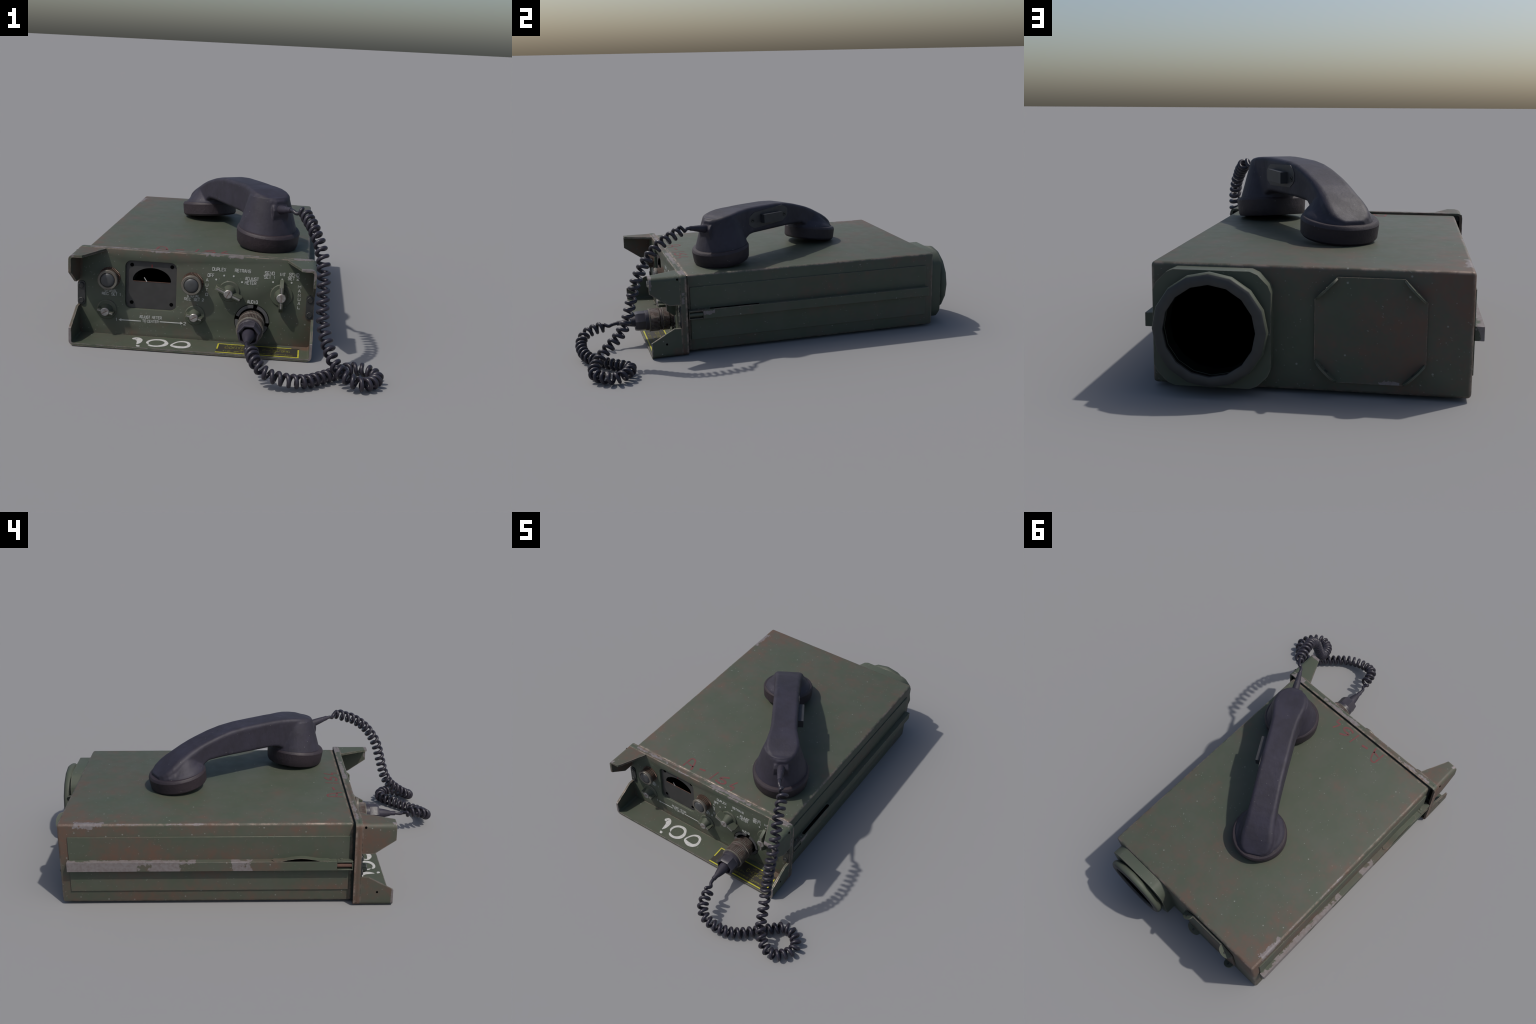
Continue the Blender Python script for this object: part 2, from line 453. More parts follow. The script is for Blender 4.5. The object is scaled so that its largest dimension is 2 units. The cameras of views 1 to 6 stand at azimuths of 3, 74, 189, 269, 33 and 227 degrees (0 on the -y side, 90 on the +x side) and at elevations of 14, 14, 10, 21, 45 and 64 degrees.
def ribbon_into(bm, pts, width, place, d0, d1, closed=False):
    """flat painted stroke with mitred joints; width is a number or a list."""
    P = [Vector((p[0], p[1])) for p in pts]
    w = width if isinstance(width, (list, tuple)) else [width] * len(P)
    L, R = [], []
    for i, p in enumerate(P):
        a = P[i - 1] if (i > 0 or closed) else None
        b = P[(i + 1) % len(P)] if (i < len(P) - 1 or closed) else None
        d1v = (p - a).normalized() if a is not None else (b - p).normalized()
        d2v = (b - p).normalized() if b is not None else d1v
        t = (d1v + d2v)
        t = t.normalized() if t.length > 1e-4 else d1v
        nn = Vector((-t.y, t.x))
        k = 1.0 / max(0.6, nn.dot(Vector((-d1v.y, d1v.x))))
        L.append(p + nn * w[i] * 0.5 * k); R.append(p - nn * w[i] * 0.5 * k)
    m = len(P)
    top = [(bm.verts.new(place(l.x, l.y, d1)), bm.verts.new(place(r.x, r.y, d1))) for l, r in zip(L, R)]
    bot = [(bm.verts.new(place(l.x, l.y, d0)), bm.verts.new(place(r.x, r.y, d0))) for l, r in zip(L, R)]
    for i in range(m if closed else m - 1):
        j = (i + 1) % m
        bm.faces.new((top[i][0], top[j][0], top[j][1], top[i][1]))
        bm.faces.new((bot[i][1], bot[j][1], bot[j][0], bot[i][0]))
        bm.faces.new((bot[i][0], bot[j][0], top[j][0], top[i][0]))
        bm.faces.new((top[i][1], top[j][1], bot[j][1], bot[i][1]))
    if not closed:
        bm.faces.new((top[0][0], top[0][1], bot[0][1], bot[0][0]))
        bm.faces.new((top[-1][1], top[-1][0], bot[-1][0], bot[-1][1]))


# ------------------------------------------------------------------ case
c = CASE
bm = bmesh.new(); box_into(bm, c['x0'], c['x1'], c['y0'], c['y1'], c['z0'], c['z1'])
bevel_sharp(bm, 0.013, 4)
case = add('case', mesh_from(bm, 'case'), M_case, None, 50)
VX, VZ = 0.147, 0.213            # air duct centre
cut(case, circle(VX, VZ, 0.152, 16, math.pi / 2), front, 0.80, 1.1)
HB = (-0.6435, 0.348, 0.0155, 0.3995)                    # the case is hollow behind the duct
cut(case, [(HB[0], HB[2]), (HB[1], HB[2]), (HB[1], HB[3]), (HB[0], HB[3])], front, -0.355, 0.8915)
smooth_by_angle(case.data, 35)
core = box('inner_frame', c['x0'] + 0.004, c['x1'] - 0.004, -0.4605, c['y0'] + 0.02, c['z0'] + 0.004, c['z1'] - 0.004, M_gap)
box('frame_filler', FX0 + 0.012, FX1 - 0.012, -0.469, -0.4605, 0.012, FZ1 - 0.010, M_gap)

for sx, xs in ((-1, c['x0']), (1, c['x1'])):
    # raised plate on the flank
    xa, xb = sorted((xs - sx * 0.004, xs + sx * 0.006))
    box('side_plate', xa, xb, -0.432, 0.853, 0.071, 0.344, M_side, 0.0015, 1)
    # slide rail with an open window at its front end and a lock pin in it
    xo = FX0 if sx < 0 else FX1 + 0.001
    xi = xs + sx * 0.004
    bm = bmesh.new()
    def rb(xa, xb, ya, yb, za, zb):
        box_into(bm, min(xa, xb), max(xa, xb), ya, yb, za, zb)
    rb(xi, xo, -0.373, 0.860, 0.184, 0.230)
    rb(xi, xo, -0.446, -0.3735, 0.223, 0.230)
    rb(xi, xo, -0.446, -0.3735, 0.184, 0.189)
    rb(xi, xo - sx * 0.018, -0.440, -0.3735, 0.1895, 0.2225)
    rb(xi, xo, -0.446, -0.4415, 0.1895, 0.2225)
    bevel_sharp(bm, 0.0012, 1)
    rail = add('slide_rail', mesh_from(bm, 'slide_rail'), M_rail, None, 40)
    bm = bmesh.new()
    tube_into(bm, [(xo - sx * 0.012, -0.4414, 0.206), (xo - sx * 0.012, -0.3736, 0.206)], 0.0105, 16)
    add('lock_pin', mesh_from(bm, 'lock_pin'), M_slot if sx < 0 else M_knob, rail, 40)
    lathe('rail_screw', [(0.007, 0), (0.007, 0.003), (0.005, 0.004)], M_knob, 10, (xs + sx * 0.012, -0.394, 0.230), rail, mtx=Matrix.Rotation(math.radians(-90), 4, 'X'))
    # bowed spring tongue over a flat black strip
    xm = (xi + xo) / 2
    ya, yb, n = -0.342, -0.074, 28
    bm = bmesh.new()
    rows = []
    for i in range(n + 1):
        t = i / n
        y = ya + (yb - ya) * t
        hgt = (0.2335 if sx < 0 else 0.2317) + (0.012 if sx < 0 else 0.0) * max(0.0, math.sin(math.pi * min(1, max(0, (t - 0.15) / 0.7)))) ** 1.5
        end = min(t, 1 - t) * (yb - ya)
        hw = 0.0135 * math.sqrt(max(0.02, 1 - max(0, 1 - end / 0.0135) ** 2))
        rows.append([bm.verts.new((xm + a * hw, y, hgt + b)) for a, b in ((-1, 0), (1, 0), (1, -0.0022), (-1, -0.0022))])
    for a, b in zip(rows, rows[1:]):
        for k in range(4):
            bm.faces.new((a[k], a[(k + 1) % 4], b[(k + 1) % 4], b[k]))
    bm.faces.new(rows[0][::-1]); bm.faces.new(rows[-1])
    add('spring_tongue', mesh_from(bm, 'spring_tongue'), M_rail, rail, 40)
    bm = bmesh.new()
    if sx < 0:
        prism_into(bm, [(xm + u, v) for u, v in round_rect(-0.0142, 0.0142, -0.30, -0.116, 0.014, 4)], floor, 0.2295, 0.2305)
    else:
        prism_into(bm, [(xm + 0.003 + u, v) for u, v in round_rect(-0.008, 0.008, -0.338, -0.080, 0.0078, 4)], floor, 0.2295, 0.2324)
    add('dark_strip', mesh_from(bm, 'dark_strip'), M_black, rail)

# ------------------------------------------------------------------ front frame and panel
bm = bmesh.new()
outer = round_rect(FX0, FX1, 0.0, FZ1, 0.022)
prism_into(bm, outer, front, YP, YP + 0.014)
panel = add('control_panel', mesh_from(bm, 'control_panel'), M_frame)
MX0, MX1, MZ0, MZ1 = -0.467, -0.2345, 0.139, 0.364        # meter opening
cut(panel, round_rect(MX0, MX1, MZ0, MZ1, 0.028), front, YP - 0.02, YP + 0.05)
cut(panel, circle(0.112, 0.118, 0.079, 40), front, YP - 0.02, YP + 0.05)
bm = bmesh.new(); bm.from_mesh(panel.data)
bmesh.ops.remove_doubles(bm, verts=bm.verts, dist=1e-5)
es = [e for e in bm.edges if all(abs(v.co.y - YP) < 1e-4 for v in e.verts) and len(e.link_faces) == 2 and e.calc_face_angle(0) > 1.0]
bmesh.ops.bevel(bm, geom=es, offset=0.0025, segments=2, profile=0.5, affect='EDGES', clamp_overlap=True)
bm.to_mesh(panel.data); bm.free()
smooth_by_angle(panel.data, 40)
# rim behind the panel, hollow
bm = bmesh.new()
inner = round_rect(FX0 + 0.012, FX1 - 0.012, 0.012, FZ1 - 0.009, 0.013)
ya, yb = YP + 0.0143, -0.452
ring = lambda pts, y: [bm.verts.new((u, y, v)) for u, v in pts]
o1, o2, i2, i1 = ring(outer, ya), ring(outer, yb), ring(inner, yb), ring(inner, ya)
for a, b in ((o1, o2), (o2, i2), (i2, i1), (i1, o1)):
    for k in range(len(a)):
        j = (k + 1) % len(a)
        bm.faces.new((a[k], a[j], b[j], b[k]))
bevel_sharp(bm, 0.001, 1, 60)
add('front_frame', mesh_from(bm, 'front_frame'), M_frame, None, 40)
# dark boxes of the side latches inside the rim
for x in (FX0 + 0.022, FX1 - 0.022):
    box('latch_block', x - 0.009, x + 0.009, -0.4695, -0.458, 0.26, 0.38, M_black, 0.002, 1)


def sheet(name, path, t, mat, parent=None):
    """bent sheet metal: path = (x, z, front y); the inner face is offset by t."""
    P = [Vector((p[0], p[1])) for p in path]
    off = []
    for i, p in enumerate(P):
        a = P[max(i - 1, 0)]; b = P[min(i + 1, len(P) - 1)]
        d1 = (p - a).normalized() if i else (b - p).normalized()
        d2 = (b - p).normalized() if i < len(P) - 1 else d1
        tt = (d1 + d2).normalized(); nn = Vector((-tt.y, tt.x))
        off.append(p + nn * t / max(0.5, nn.dot(Vector((-d1.y, d1.x)))))
    bm = bmesh.new(); rows = []
    for p, q, pt in zip(P, off, path):
        yb = YP - 0.0002
        rows.append([bm.verts.new((p.x, yb, p.y)), bm.verts.new((p.x, pt[2], p.y)), bm.verts.new((q.x, pt[2], q.y)), bm.verts.new((q.x, yb, q.y))])
    for a, b in zip(rows, rows[1:]):
        for k in range(4):
            bm.faces.new((a[k], b[k], b[(k + 1) % 4], a[(k + 1) % 4]))
    bm.faces.new(rows[0]); bm.faces.new(rows[-1][::-1])
    bevel_sharp(bm, 0.0022, 2, 40)
    return add(name, mesh_from(bm, name), mat, parent, 45)


def arc(cx, cz, r, a0, a1, y, n=7):
    return [(cx + r * math.cos(math.radians(a0 + (a1 - a0) * i / n)), cz + r * math.sin(math.radians(a0 + (a1 - a0) * i / n)), y) for i in range(n + 1)]

mir = lambda path: [(2 * CX - x, z, y) for x, z, y in path][::-1]
up = [(-0.556, 0.4135, YP - 0.006), (-0.624, 0.4135, YB)] + arc(FX0 + 0.022, 0.3915, 0.022, 90, 180, YB) + [(FX0, 0.335, YB), (FX0, 0.267, -0.540)]
sheet('corner_guard', up, 0.011, M_guard)
sheet('corner_guard', mir(up), 0.011, M_guard)
half = [(FX0, 0.146, -0.521), (FX0, 0.081, YB)] + arc(FX0 + 0.022, 0.0225, 0.022, 180, 270, YB)
sheet('lower_tray', half + mir(half), 0.011, M_guard)
FLOOR = 0.0116
for sx, xo in ((-1, FX0), (1, FX1)):
    rot = Matrix.Rotation(math.radians(90 * sx), 4, 'Z')
    for y, z in ((-0.562, 0.071), (-0.497, 0.398)):
        lathe('rivet_hole', [(0.0055, -0.004), (0.0055, 0.0006), (0.003, 0.0008)], M_black, 12, (xo, y, z), None, mtx=rot)

# bolted strips at both ends of the panel
for x in (-0.666, 0.369):
    bm = bmesh.new()
    prism_into(bm, round_rect(x - 0.0175, x + 0.0165, 0.146, 0.257, 0.012, 3), front, YP - 0.005, YP + 0.004)
    bevel_sharp(bm, 0.0015, 1)
    st = add('bolt_strip', mesh_from(bm, 'bolt_strip'), M_bolt, panel, 30)
    for z in (0.167, 0.237):
        lathe('bolt', [(0.0135, 0), (0.0135, 0.004), (0.012, 0.0055), (0.0095, 0.0057), (0.0090, 0.0045), (0.0, 0.0045)], M_bolt, 10, (x - 0.001, YP - 0.0045, z), st, 25, caps=(True, False))

# ------------------------------------------------------------------ meter
ym = YP + 0.0125
bm = bmesh.new()
prism_into(bm, round_rect(MX0 + 0.0006, MX1 - 0.0006, MZ0 + 0.0006, MZ1 - 0.0006, 0.028), front, ym, ym + 0.010)
meter = add('meter', mesh_from(bm, 'meter'), M_meter, None, 30)
mcx = -0.3485
bm = bmesh.new()
pts = [(mcx - 0.084, 0.268), (mcx + 0.084, 0.268)] + [(mcx + 0.0875 * math.cos(a), 0.272 + 0.060 * math.sin(a)) for a in (math.pi * i / 24 for i in range(25))]
bm.free()
for ob_ in (meter, core, case, bpy.data.objects['frame_filler']):      # real opening; the well behind is painted black for its shade
    cut(ob_, pts, front, ym - 0.02, -0.33)
bm = bmesh.new()
a_ = [bm.verts.new((u, ym + 0.001, v)) for u, v in pts]; b_ = [bm.verts.new((u, -0.352, v)) for u, v in pts]
for i in range(len(pts)):
    j = (i + 1) % len(pts); bm.faces.new((a_[i], a_[j], b_[j], b_[i]))
add('meter_well', mesh_from(bm, 'meter_well'), M_black, meter)
bm = bmesh.new(); ribbon_into(bm, [(mcx - 0.083, 0.2675), (mcx + 0.083, 0.2675)], 0.0022, front, ym - 0.0012, ym + 0.001)
add('window_lip', mesh_from(bm, 'window_lip'), M_slot, meter)
bm = bmesh.new(); ribbon_into(bm, [(-0.383, 0.287), (-0.371, 0.268)], 0.0032, front, ym - 0.0022, ym - 0.0012)
add('needle', mesh_from(bm, 'needle'), M_needle, meter)
bm = bmesh.new(); ribbon_into(bm, [(mcx, 0.335), (mcx, 0.349)], 0.005, front, ym - 0.0008, ym)
add('red_tick', mesh_from(bm, 'red_tick'), M_redtick, meter)
hole_me = None
for x in (-0.4395, -0.2575):
    for z in (0.3425, 0.166):
        if hole_me is None:
            ob = lathe('screw_hole', [(0.0088, -0.002), (0.0088, 0.0008), (0.0, 0.0008)], M_black, 16, parent=meter, caps=(True, False)); hole_me = ob.data
        else:
            ob = add('screw_hole', hole_me, None, meter)
        ob.location = (x, ym, z)

# ------------------------------------------------------------------ lamps
lamp_me = lens_me = rim_me = None
for x in (-0.5375, -0.1615):
    loc = (x, YP, 0.2795)
    if lamp_me is None:
        lp = lathe('indicator_lamp', [(0.049, 0), (0.049, 0.003), (0.0435, 0.006), (0.0435, 0.038), (0.040, 0.040)], M_lampbody, 48, loc); lamp_me = lp.data
        rm = lathe('lamp_rim', [(0.0440, 0.034), (0.0455, 0.036), (0.0455, 0.045), (0.0430, 0.0485), (0.0345, 0.0485), (0.0325, 0.045), (0.0325, 0.036)], M_rim, 48, parent=lp, caps=(True, True)); rim_me = rm.data
        ln = lathe('lamp_lens', [(0.0325, 0.042), (0.0325, 0.0455), (0.030, 0.0500), (0.024, 0.0530), (0.014, 0.0548), (0.004, 0.0552)], M_lens, 40, parent=lp, smooth=60); lens_me = ln.data
    else:
        lp = add('indicator_lamp', lamp_me, None); lp.location = loc
        add('lamp_rim', rim_me, None, lp); add('lamp_lens', lens_me, None, lp)

# ------------------------------------------------------------------ knobs
def knob(name, x, z, disc, hub, depth, fin, angle, fin_t=0.012, slot_angle=-30, crest=0.9, tip=0.8):
    k = lathe(name, [(disc, 0), (disc, 0.0035), (disc - 0.003, 0.006), (hub * 1.5, 0.006), (hub * 1.25, depth * 0.45), (hub * 1.02, depth - 0.004)], M_knob, 40, (x, YP, z))
    s = lathe('screw_head', [(hub * 0.98, depth - 0.006), (hub * 0.98, depth - 0.001), (hub * 0.85, depth + 0.001)], M_screw, 28, parent=k)
    a = math.radians(slot_angle)
    bm = bmesh.new()
    box_into(bm, -hub * 0.8, hub * 0.8, -depth - 0.0016, -depth + 0.002, -0.0011, 0.0011, Matrix.Rotation(-a, 4, 'Y'))
    add('screw_slot', mesh_from(bm, 'screw_slot'), M_slot, s)
    # two fins: pointed blades standing on the disc
    R = Matrix.Rotation(-math.radians(angle), 4, 'Y')
    bm = bmesh.new()
    for side in (1, -1):
        pr = [(hub * 0.4, 0.004), (fin * 0.96, 0.004), (fin, depth * 0.20), (fin, depth * tip), (fin * crest, depth * 0.95), (hub * 0.4, depth * 0.95)]
        v1 = [bm.verts.new(R @ Vector((side * r, -d, fin_t / 2))) for r, d in pr]
        v2 = [bm.verts.new(R @ Vector((side * r, -d, -fin_t / 2))) for r, d in pr]
        bm.faces.new(v1); bm.faces.new(v2[::-1])
        for i in range(len(pr)):
            j = (i + 1) % len(pr)
            bm.faces.new((v1[i], v2[i], v2[j], v1[j]))
    bmesh.ops.recalc_face_normals(bm, faces=bm.faces)
    bevel_sharp(bm, 0.0015, 1, 30)
    add('knob_fin', mesh_from(bm, 'knob_fin'), M_knob, k, 30)
    # bright worn line along the fin crest
    bm = bmesh.new()
    for side in (1, -1):
        box_into(bm, min(side * hub, side * fin * crest), max(side * hub, side * fin * crest), -depth * 0.965, -depth * 0.92, -fin_t * 0.17, fin_t * 0.17, R)
    add('fin_crest', mesh_from(bm, 'fin_crest'), M_screw, k)
    return k

knob('adjust_knob', -0.550, 0.1285, 0.046, 0.0195, 0.044, 0.039, -14, 0.015, 28)
knob('adjust_knob', -0.147, 0.1285, 0.046, 0.0195, 0.044, 0.039, -14, 0.015, 28)
knob('selector_knob', 0.004, 0.2515, 0.048, 0.0200, 0.053, 0.064, -24, 0.020, 60)
knob('selector_knob', 0.2395, 0.2485, 0.051, 0.0210, 0.053, 0.076, 90, 0.018, 95, 0.64, 0.30)

# ------------------------------------------------------------------ audio socket, plug
PX, PZ = 0.112, 0.118
sock = lathe('audio_socket', [(0.0785, -0.014), (0.0785, -0.006), (0.0, -0.006)], M_black, 40, (PX, YP, PZ), caps=(True, False))
bm = bmesh.new()
for k in range(4):
    a0 = math.radians(87 + 90 * k); a1 = a0 + math.radians(75)
    pts = [(0.0765 * math.cos(a0 + (a1 - a0) * i / 14), 0.0765 * math.sin(a0 + (a1 - a0) * i / 14)) for i in range(15)]
    pts += [(0.0625 * math.cos(a1 + (a0 - a1) * i / 14), 0.0625 * math.sin(a1 + (a0 - a1) * i / 14)) for i in range(15)]
    prism_into(bm, pts, front, -0.003, 0.010)
bevel_sharp(bm, 0.0015, 1, 40)
add('socket_claw', mesh_from(bm, 'socket_claw'), M_socket, sock, 40)

plug = lathe('cable_plug', [(0.046, -0.004), (0.046, 0.02), (0.0565, 0.022), (0.0590, 0.025), (0.0590, 0.056), (0.0575, 0.058), (0.055, 0.060), (0.055, 0.072), (0.0575, 0.074), (0.0595, 0.076),
                            (0.0595, 0.124), (0.0575, 0.128), (0.0535, 0.130)], M_coupling, 64, (PX, YP, PZ))
lathe('coupling_ring', [(0.0545, 0.061), (0.0568, 0.063), (0.0568, 0.069), (0.0545, 0.071)], M_groove, 48, parent=plug)
lathe('coupling_edge', [(0.0585, 0.1235), (0.0607, 0.1245), (0.0607, 0.1275), (0.0585, 0.129)], M_rim, 48, parent=plug)
lathe('coupling_edge', [(0.0580, 0.0535), (0.0602, 0.0545), (0.0602, 0.0565), (0.0580, 0.058)], M_rim, 48, parent=plug)
lathe('plug_collar', [(0.053, 0.128), (0.0535, 0.131), (0.0525, 0.148), (0.050, 0.150)], M_nut, 48, parent=plug)
bm = bmesh.new()
hexa = [(0.049, 0.147), (0.0525, 0.150), (0.0535, 0.184), (0.0505, 0.196), (0.047, 0.2005), (0.0415, 0.199), (0.040, 0.192), (0.040, 0.170), (0.0, 0.170)]
lathe_into(bm, hexa, 7, a0=math.radians(12), caps=(True, False))
bevel_sharp(bm, 0.004, 3, 40)
add('plug_nut', mesh_from(bm, 'plug_nut'), M_nut, plug, 40)
lathe('cable_sleeve', [(0.0285, 0.165), (0.0285, 0.192), (0.0270, 0.205), (0.022, 0.235), (0.0155, 0.262), (0.0125, 0.268), (0.0125, 0.290), (0.0105, 0.294)], M_hand, 28, parent=plug, smooth=50)

# ------------------------------------------------------------------ rear: air duct and cover
bm = bmesh.new()
ch = 0.052
s = 0.1855
octo = [(-s, -s + ch), (-s + ch, -s), (s - ch, -s), (s, -s + ch), (s, s - ch), (s - ch, s), (-s + ch, s), (-s, s - ch)]
octo2 = []
for i, p in enumerate(octo):                      # soften the eight corners
    a, b = Vector(octo[i - 1]), Vector(octo[(i + 1) % 8]); p = Vector(p)
    octo2 += [tuple(p + (a - p).normalized() * 0.014), tuple(p + (b - p).normalized() * 0.014)]
prism_into(bm, [(VX + u, VZ - 0.004 + v) for u, v in octo2], front, 0.8985, 0.954)
bevel_sharp(bm, 0.004, 2, 40)
vent = add('duct_flange', mesh_from(bm, 'duct_flange'), M_vent, None, 40)
cut(vent, circle(VX, VZ, 0.152, 16, math.pi / 2), front, 0.8, 1.1)
smooth_by_angle(vent.data, 40)
prof = [(0.150, -0.9535), (0.163, -0.956), (0.174, -0.962), (0.1815, -0.974), (0.1815, -0.984), (0.1775, -0.994), (0.170, -0.998), (0.150, -0.998)]
lathe('duct_ring', prof, M_vent, 16, (VX, 0, VZ), vent, 50, a0=math.pi / 2, caps=(False, False))
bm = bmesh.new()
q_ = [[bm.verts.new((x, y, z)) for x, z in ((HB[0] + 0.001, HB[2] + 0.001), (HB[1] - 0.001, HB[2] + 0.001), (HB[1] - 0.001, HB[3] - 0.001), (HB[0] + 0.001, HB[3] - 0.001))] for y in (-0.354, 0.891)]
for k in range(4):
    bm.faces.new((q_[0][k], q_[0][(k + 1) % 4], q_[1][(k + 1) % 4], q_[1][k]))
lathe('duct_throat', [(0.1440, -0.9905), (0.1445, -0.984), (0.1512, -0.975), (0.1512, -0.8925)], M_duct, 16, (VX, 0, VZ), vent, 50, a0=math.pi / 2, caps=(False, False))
add('cavity_painted_dark', mesh_from(bm, 'cavity_painted_dark'), M_duct, vent)
lathe('duct_lip', [(0.1775, -0.9946), (0.1705, -1.0002), (0.1500, -1.0002), (0.1450, -0.9975), (0.1440, -0.990)], M_lip, 16, (VX, 0, VZ), vent, 50, a0=math.pi / 2, caps=(False, False))

kx, kz, hw, hh, kc = -0.3385, 0.2115, 0.1715, 0.1665, 0.070
octo = [(kx - hw, kz - hh + kc), (kx - hw + kc, kz - hh), (kx + hw - kc, kz - hh), (kx + hw, kz - hh + kc), (kx + hw, kz + hh - kc), (kx + hw - kc, kz + hh), (kx - hw + kc, kz + hh), (kx - hw, kz + hh - kc)]
bm = bmesh.new(); prism_into(bm, octo, front, 0.9015, 0.909)
bevel_sharp(bm, 0.0015, 1, 40)
cover = add('cover_plate', mesh_from(bm, 'cover_plate'), M_cover, None, 40)
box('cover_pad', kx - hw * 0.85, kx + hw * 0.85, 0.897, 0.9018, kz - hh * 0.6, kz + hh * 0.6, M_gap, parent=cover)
for a, b in ((0, 1), (2, 3), (4, 5), (6, 7)):       # bent ears on the four corners
    A, B = Vector(octo[a]), Vector(octo[b])
    mid, t = (A + B) / 2, (B - A).normalized()
    nn = Vector((t.y, -t.x))
    if nn.dot(mid - Vector((kx, kz))) < 0: nn = -nn
    bm = bmesh.new()
    outline = [(0.047 * math.cos(q), 0.9065 + 0.033 * math.sin(q) ** 0.8) for q in (math.pi * i / 18 for i in range(19))]
    P = lambda u, y, d: (mid.x + t.x * u + nn.x * d, y, mid.y + t.y * u + nn.y * d)
    prism_into(bm, outline, P, -0.005, 0.001)
    bevel_sharp(bm, 0.001, 1, 50)
    ear = add('cover_ear', mesh_from(bm, 'cover_ear'), M_vent, cover, 40)
    bm = bmesh.new()
    prism_into(bm, [(u, 0.921 + v) for u, v in circle(0, 0, 0.0065, 12)], P, -0.0068, 0.0025)
    add('ear_screw', mesh_from(bm, 'ear_screw'), M_bolt, ear, 30)

# ------------------------------------------------------------------ handset
RC = Vector((-0.196, 0.381, 0.0)); FC = Vector((0.163, -0.232, 0.0))
D = (FC - RC).normalized(); N = Vector((-D.y, D.x, 0)); UP = Vector((0, 0, 1))
H = lambda s, n, z: RC + D * s + N * n + UP * z


def section(bm, s, zt, zb, hw, hwb, r=0.016, lean=0.0):
    """rounded-rectangle section across the grip."""
    pts = []
    r = min(r, hw * 0.6, (zt - zb) * 0.4)
    for cn, cz, a0 in ((hw - r, zt - r, 0), (-hw + r, zt - r, 90), (-hwb + r, zb + r, 180), (hwb - r, zb + r, 270)):
        for i in range(6):
            a = math.radians(a0 + 18 * i)
            pts.append((cn + r * math.cos(a), cz + r * math.sin(a)))
    crown = lambda n, z: z + (0.004 * (1 - (n / max(hw, 1e-3)) ** 2) if z > zt - r else 0)
    return [bm.verts.new(H(s + lean * (z - zb), n, crown(n, z))) for n, z in pts]


def loft(bm, secs):
    for a, b in zip(secs, secs[1:]):
        for i in range(len(a)):
            j = (i + 1) % len(a)
            bm.faces.new((a[i], a[j], b[j], b[i]))
    bm.faces.new(secs[0][::-1]); bm.faces.new(secs[-1])


def disc(bm, s, z, r, tilt, n=40, rs=None, off=0.0):
    """tilted circle: centre (s, z); tilt raises the +s side."""
    rs = rs or r
    return [bm.verts.new(H(s + rs * math.cos(a) * math.cos(tilt), off + r * math.sin(a), z + rs * math.cos(a) * math.sin(tilt))) for a in (2 * math.pi * i / n for i in range(n))]

TR, TF = math.radians(8.0), math.radians(-6.5)
FS = 0.692
bm = bmesh.new()
grip = [(-0.121, 0.492, 0.466, 0.040, 0.05, 0.008), (-0.108, 0.504, 0.468, 0.064, 0.072, 0.013), (-0.088, 0.520, 0.470, 0.080, 0.090, 0.020), (-0.060, 0.5415, 0.474, 0.0865, 0.098, 0.026), (-0.030, 0.561, 0.478, 0.085, 0.095, 0.028), (0.0, 0.577, 0.482, 0.081, 0.090, 0.028), (0.05, 0.602, 0.490, 0.076, 0.08, 0.024),
        (0.095, 0.620, 0.500, 0.0725, 0.074, 0.019), (0.120, 0.628, 0.524, 0.0712, 0.072), (0.145, 0.636, 0.537, 0.0705, 0.071), (0.20, 0.652, 0.540, 0.070, 0.070), (0.27, 0.667, 0.541, 0.069, 0.069), (0.35, 0.675, 0.541, 0.069, 0.069),
        (0.45, 0.678, 0.541, 0.069, 0.069), (0.52, 0.679, 0.541, 0.069, 0.069), (0.55, 0.679, 0.536, 0.070, 0.070), (0.58, 0.678, 0.52, 0.072, 0.074),
        (0.62, 0.677, 0.515, 0.079, 0.085), (0.66, 0.674, 0.515, 0.0865, 0.10), (0.70, 0.668, 0.515, 0.088, 0.10), (0.740, 0.661, 0.515, 0.0795, 0.092), (0.766, 0.652, 0.515, 0.062, 0.075), (0.782, 0.645, 0.515, 0.045, 0.06), (0.794, 0.638, 0.515, 0.022, 0.035)]
loft(bm, [section(bm, *g) for g in grip])
# mouthpiece cone
loft(bm, [disc(bm, FS, 0.482, 0.138, TF, off=-0.004), disc(bm, FS, 0.500, 0.136, TF, off=-0.004), disc(bm, FS, 0.545, 0.123, TF * 0.7, off=-0.004), disc(bm, FS, 0.600, 0.108, TF * 0.5, off=-0.004), disc(bm, FS, 0.654, 0.091, 0.0, off=-0.003)])
# flat boss for the cable exit
loft(bm, [[bm.verts.new(H(sv, nv * k, z)) for sv, nv in ((0.70, 0.04), (0.70, -0.04), (0.70 + q, -0.04), (0.70 + q, 0.04))] for z, q, k in ((0.545, 0.103, 1.0), (0.58, 0.111, 1.0), (0.602, 0.110, 1.0), (0.622, 0.096, 0.9))])
# earpiece dome
loft(bm, [disc(bm, 0.009, 0.474, 0.132, TR), disc(bm, 0.008, 0.496, 0.130, TR), disc(bm, 0.010, 0.508, 0.122, TR), disc(bm, 0.016, 0.524, 0.106, TR), disc(bm, 0.02, 0.540, 0.085, TR)])
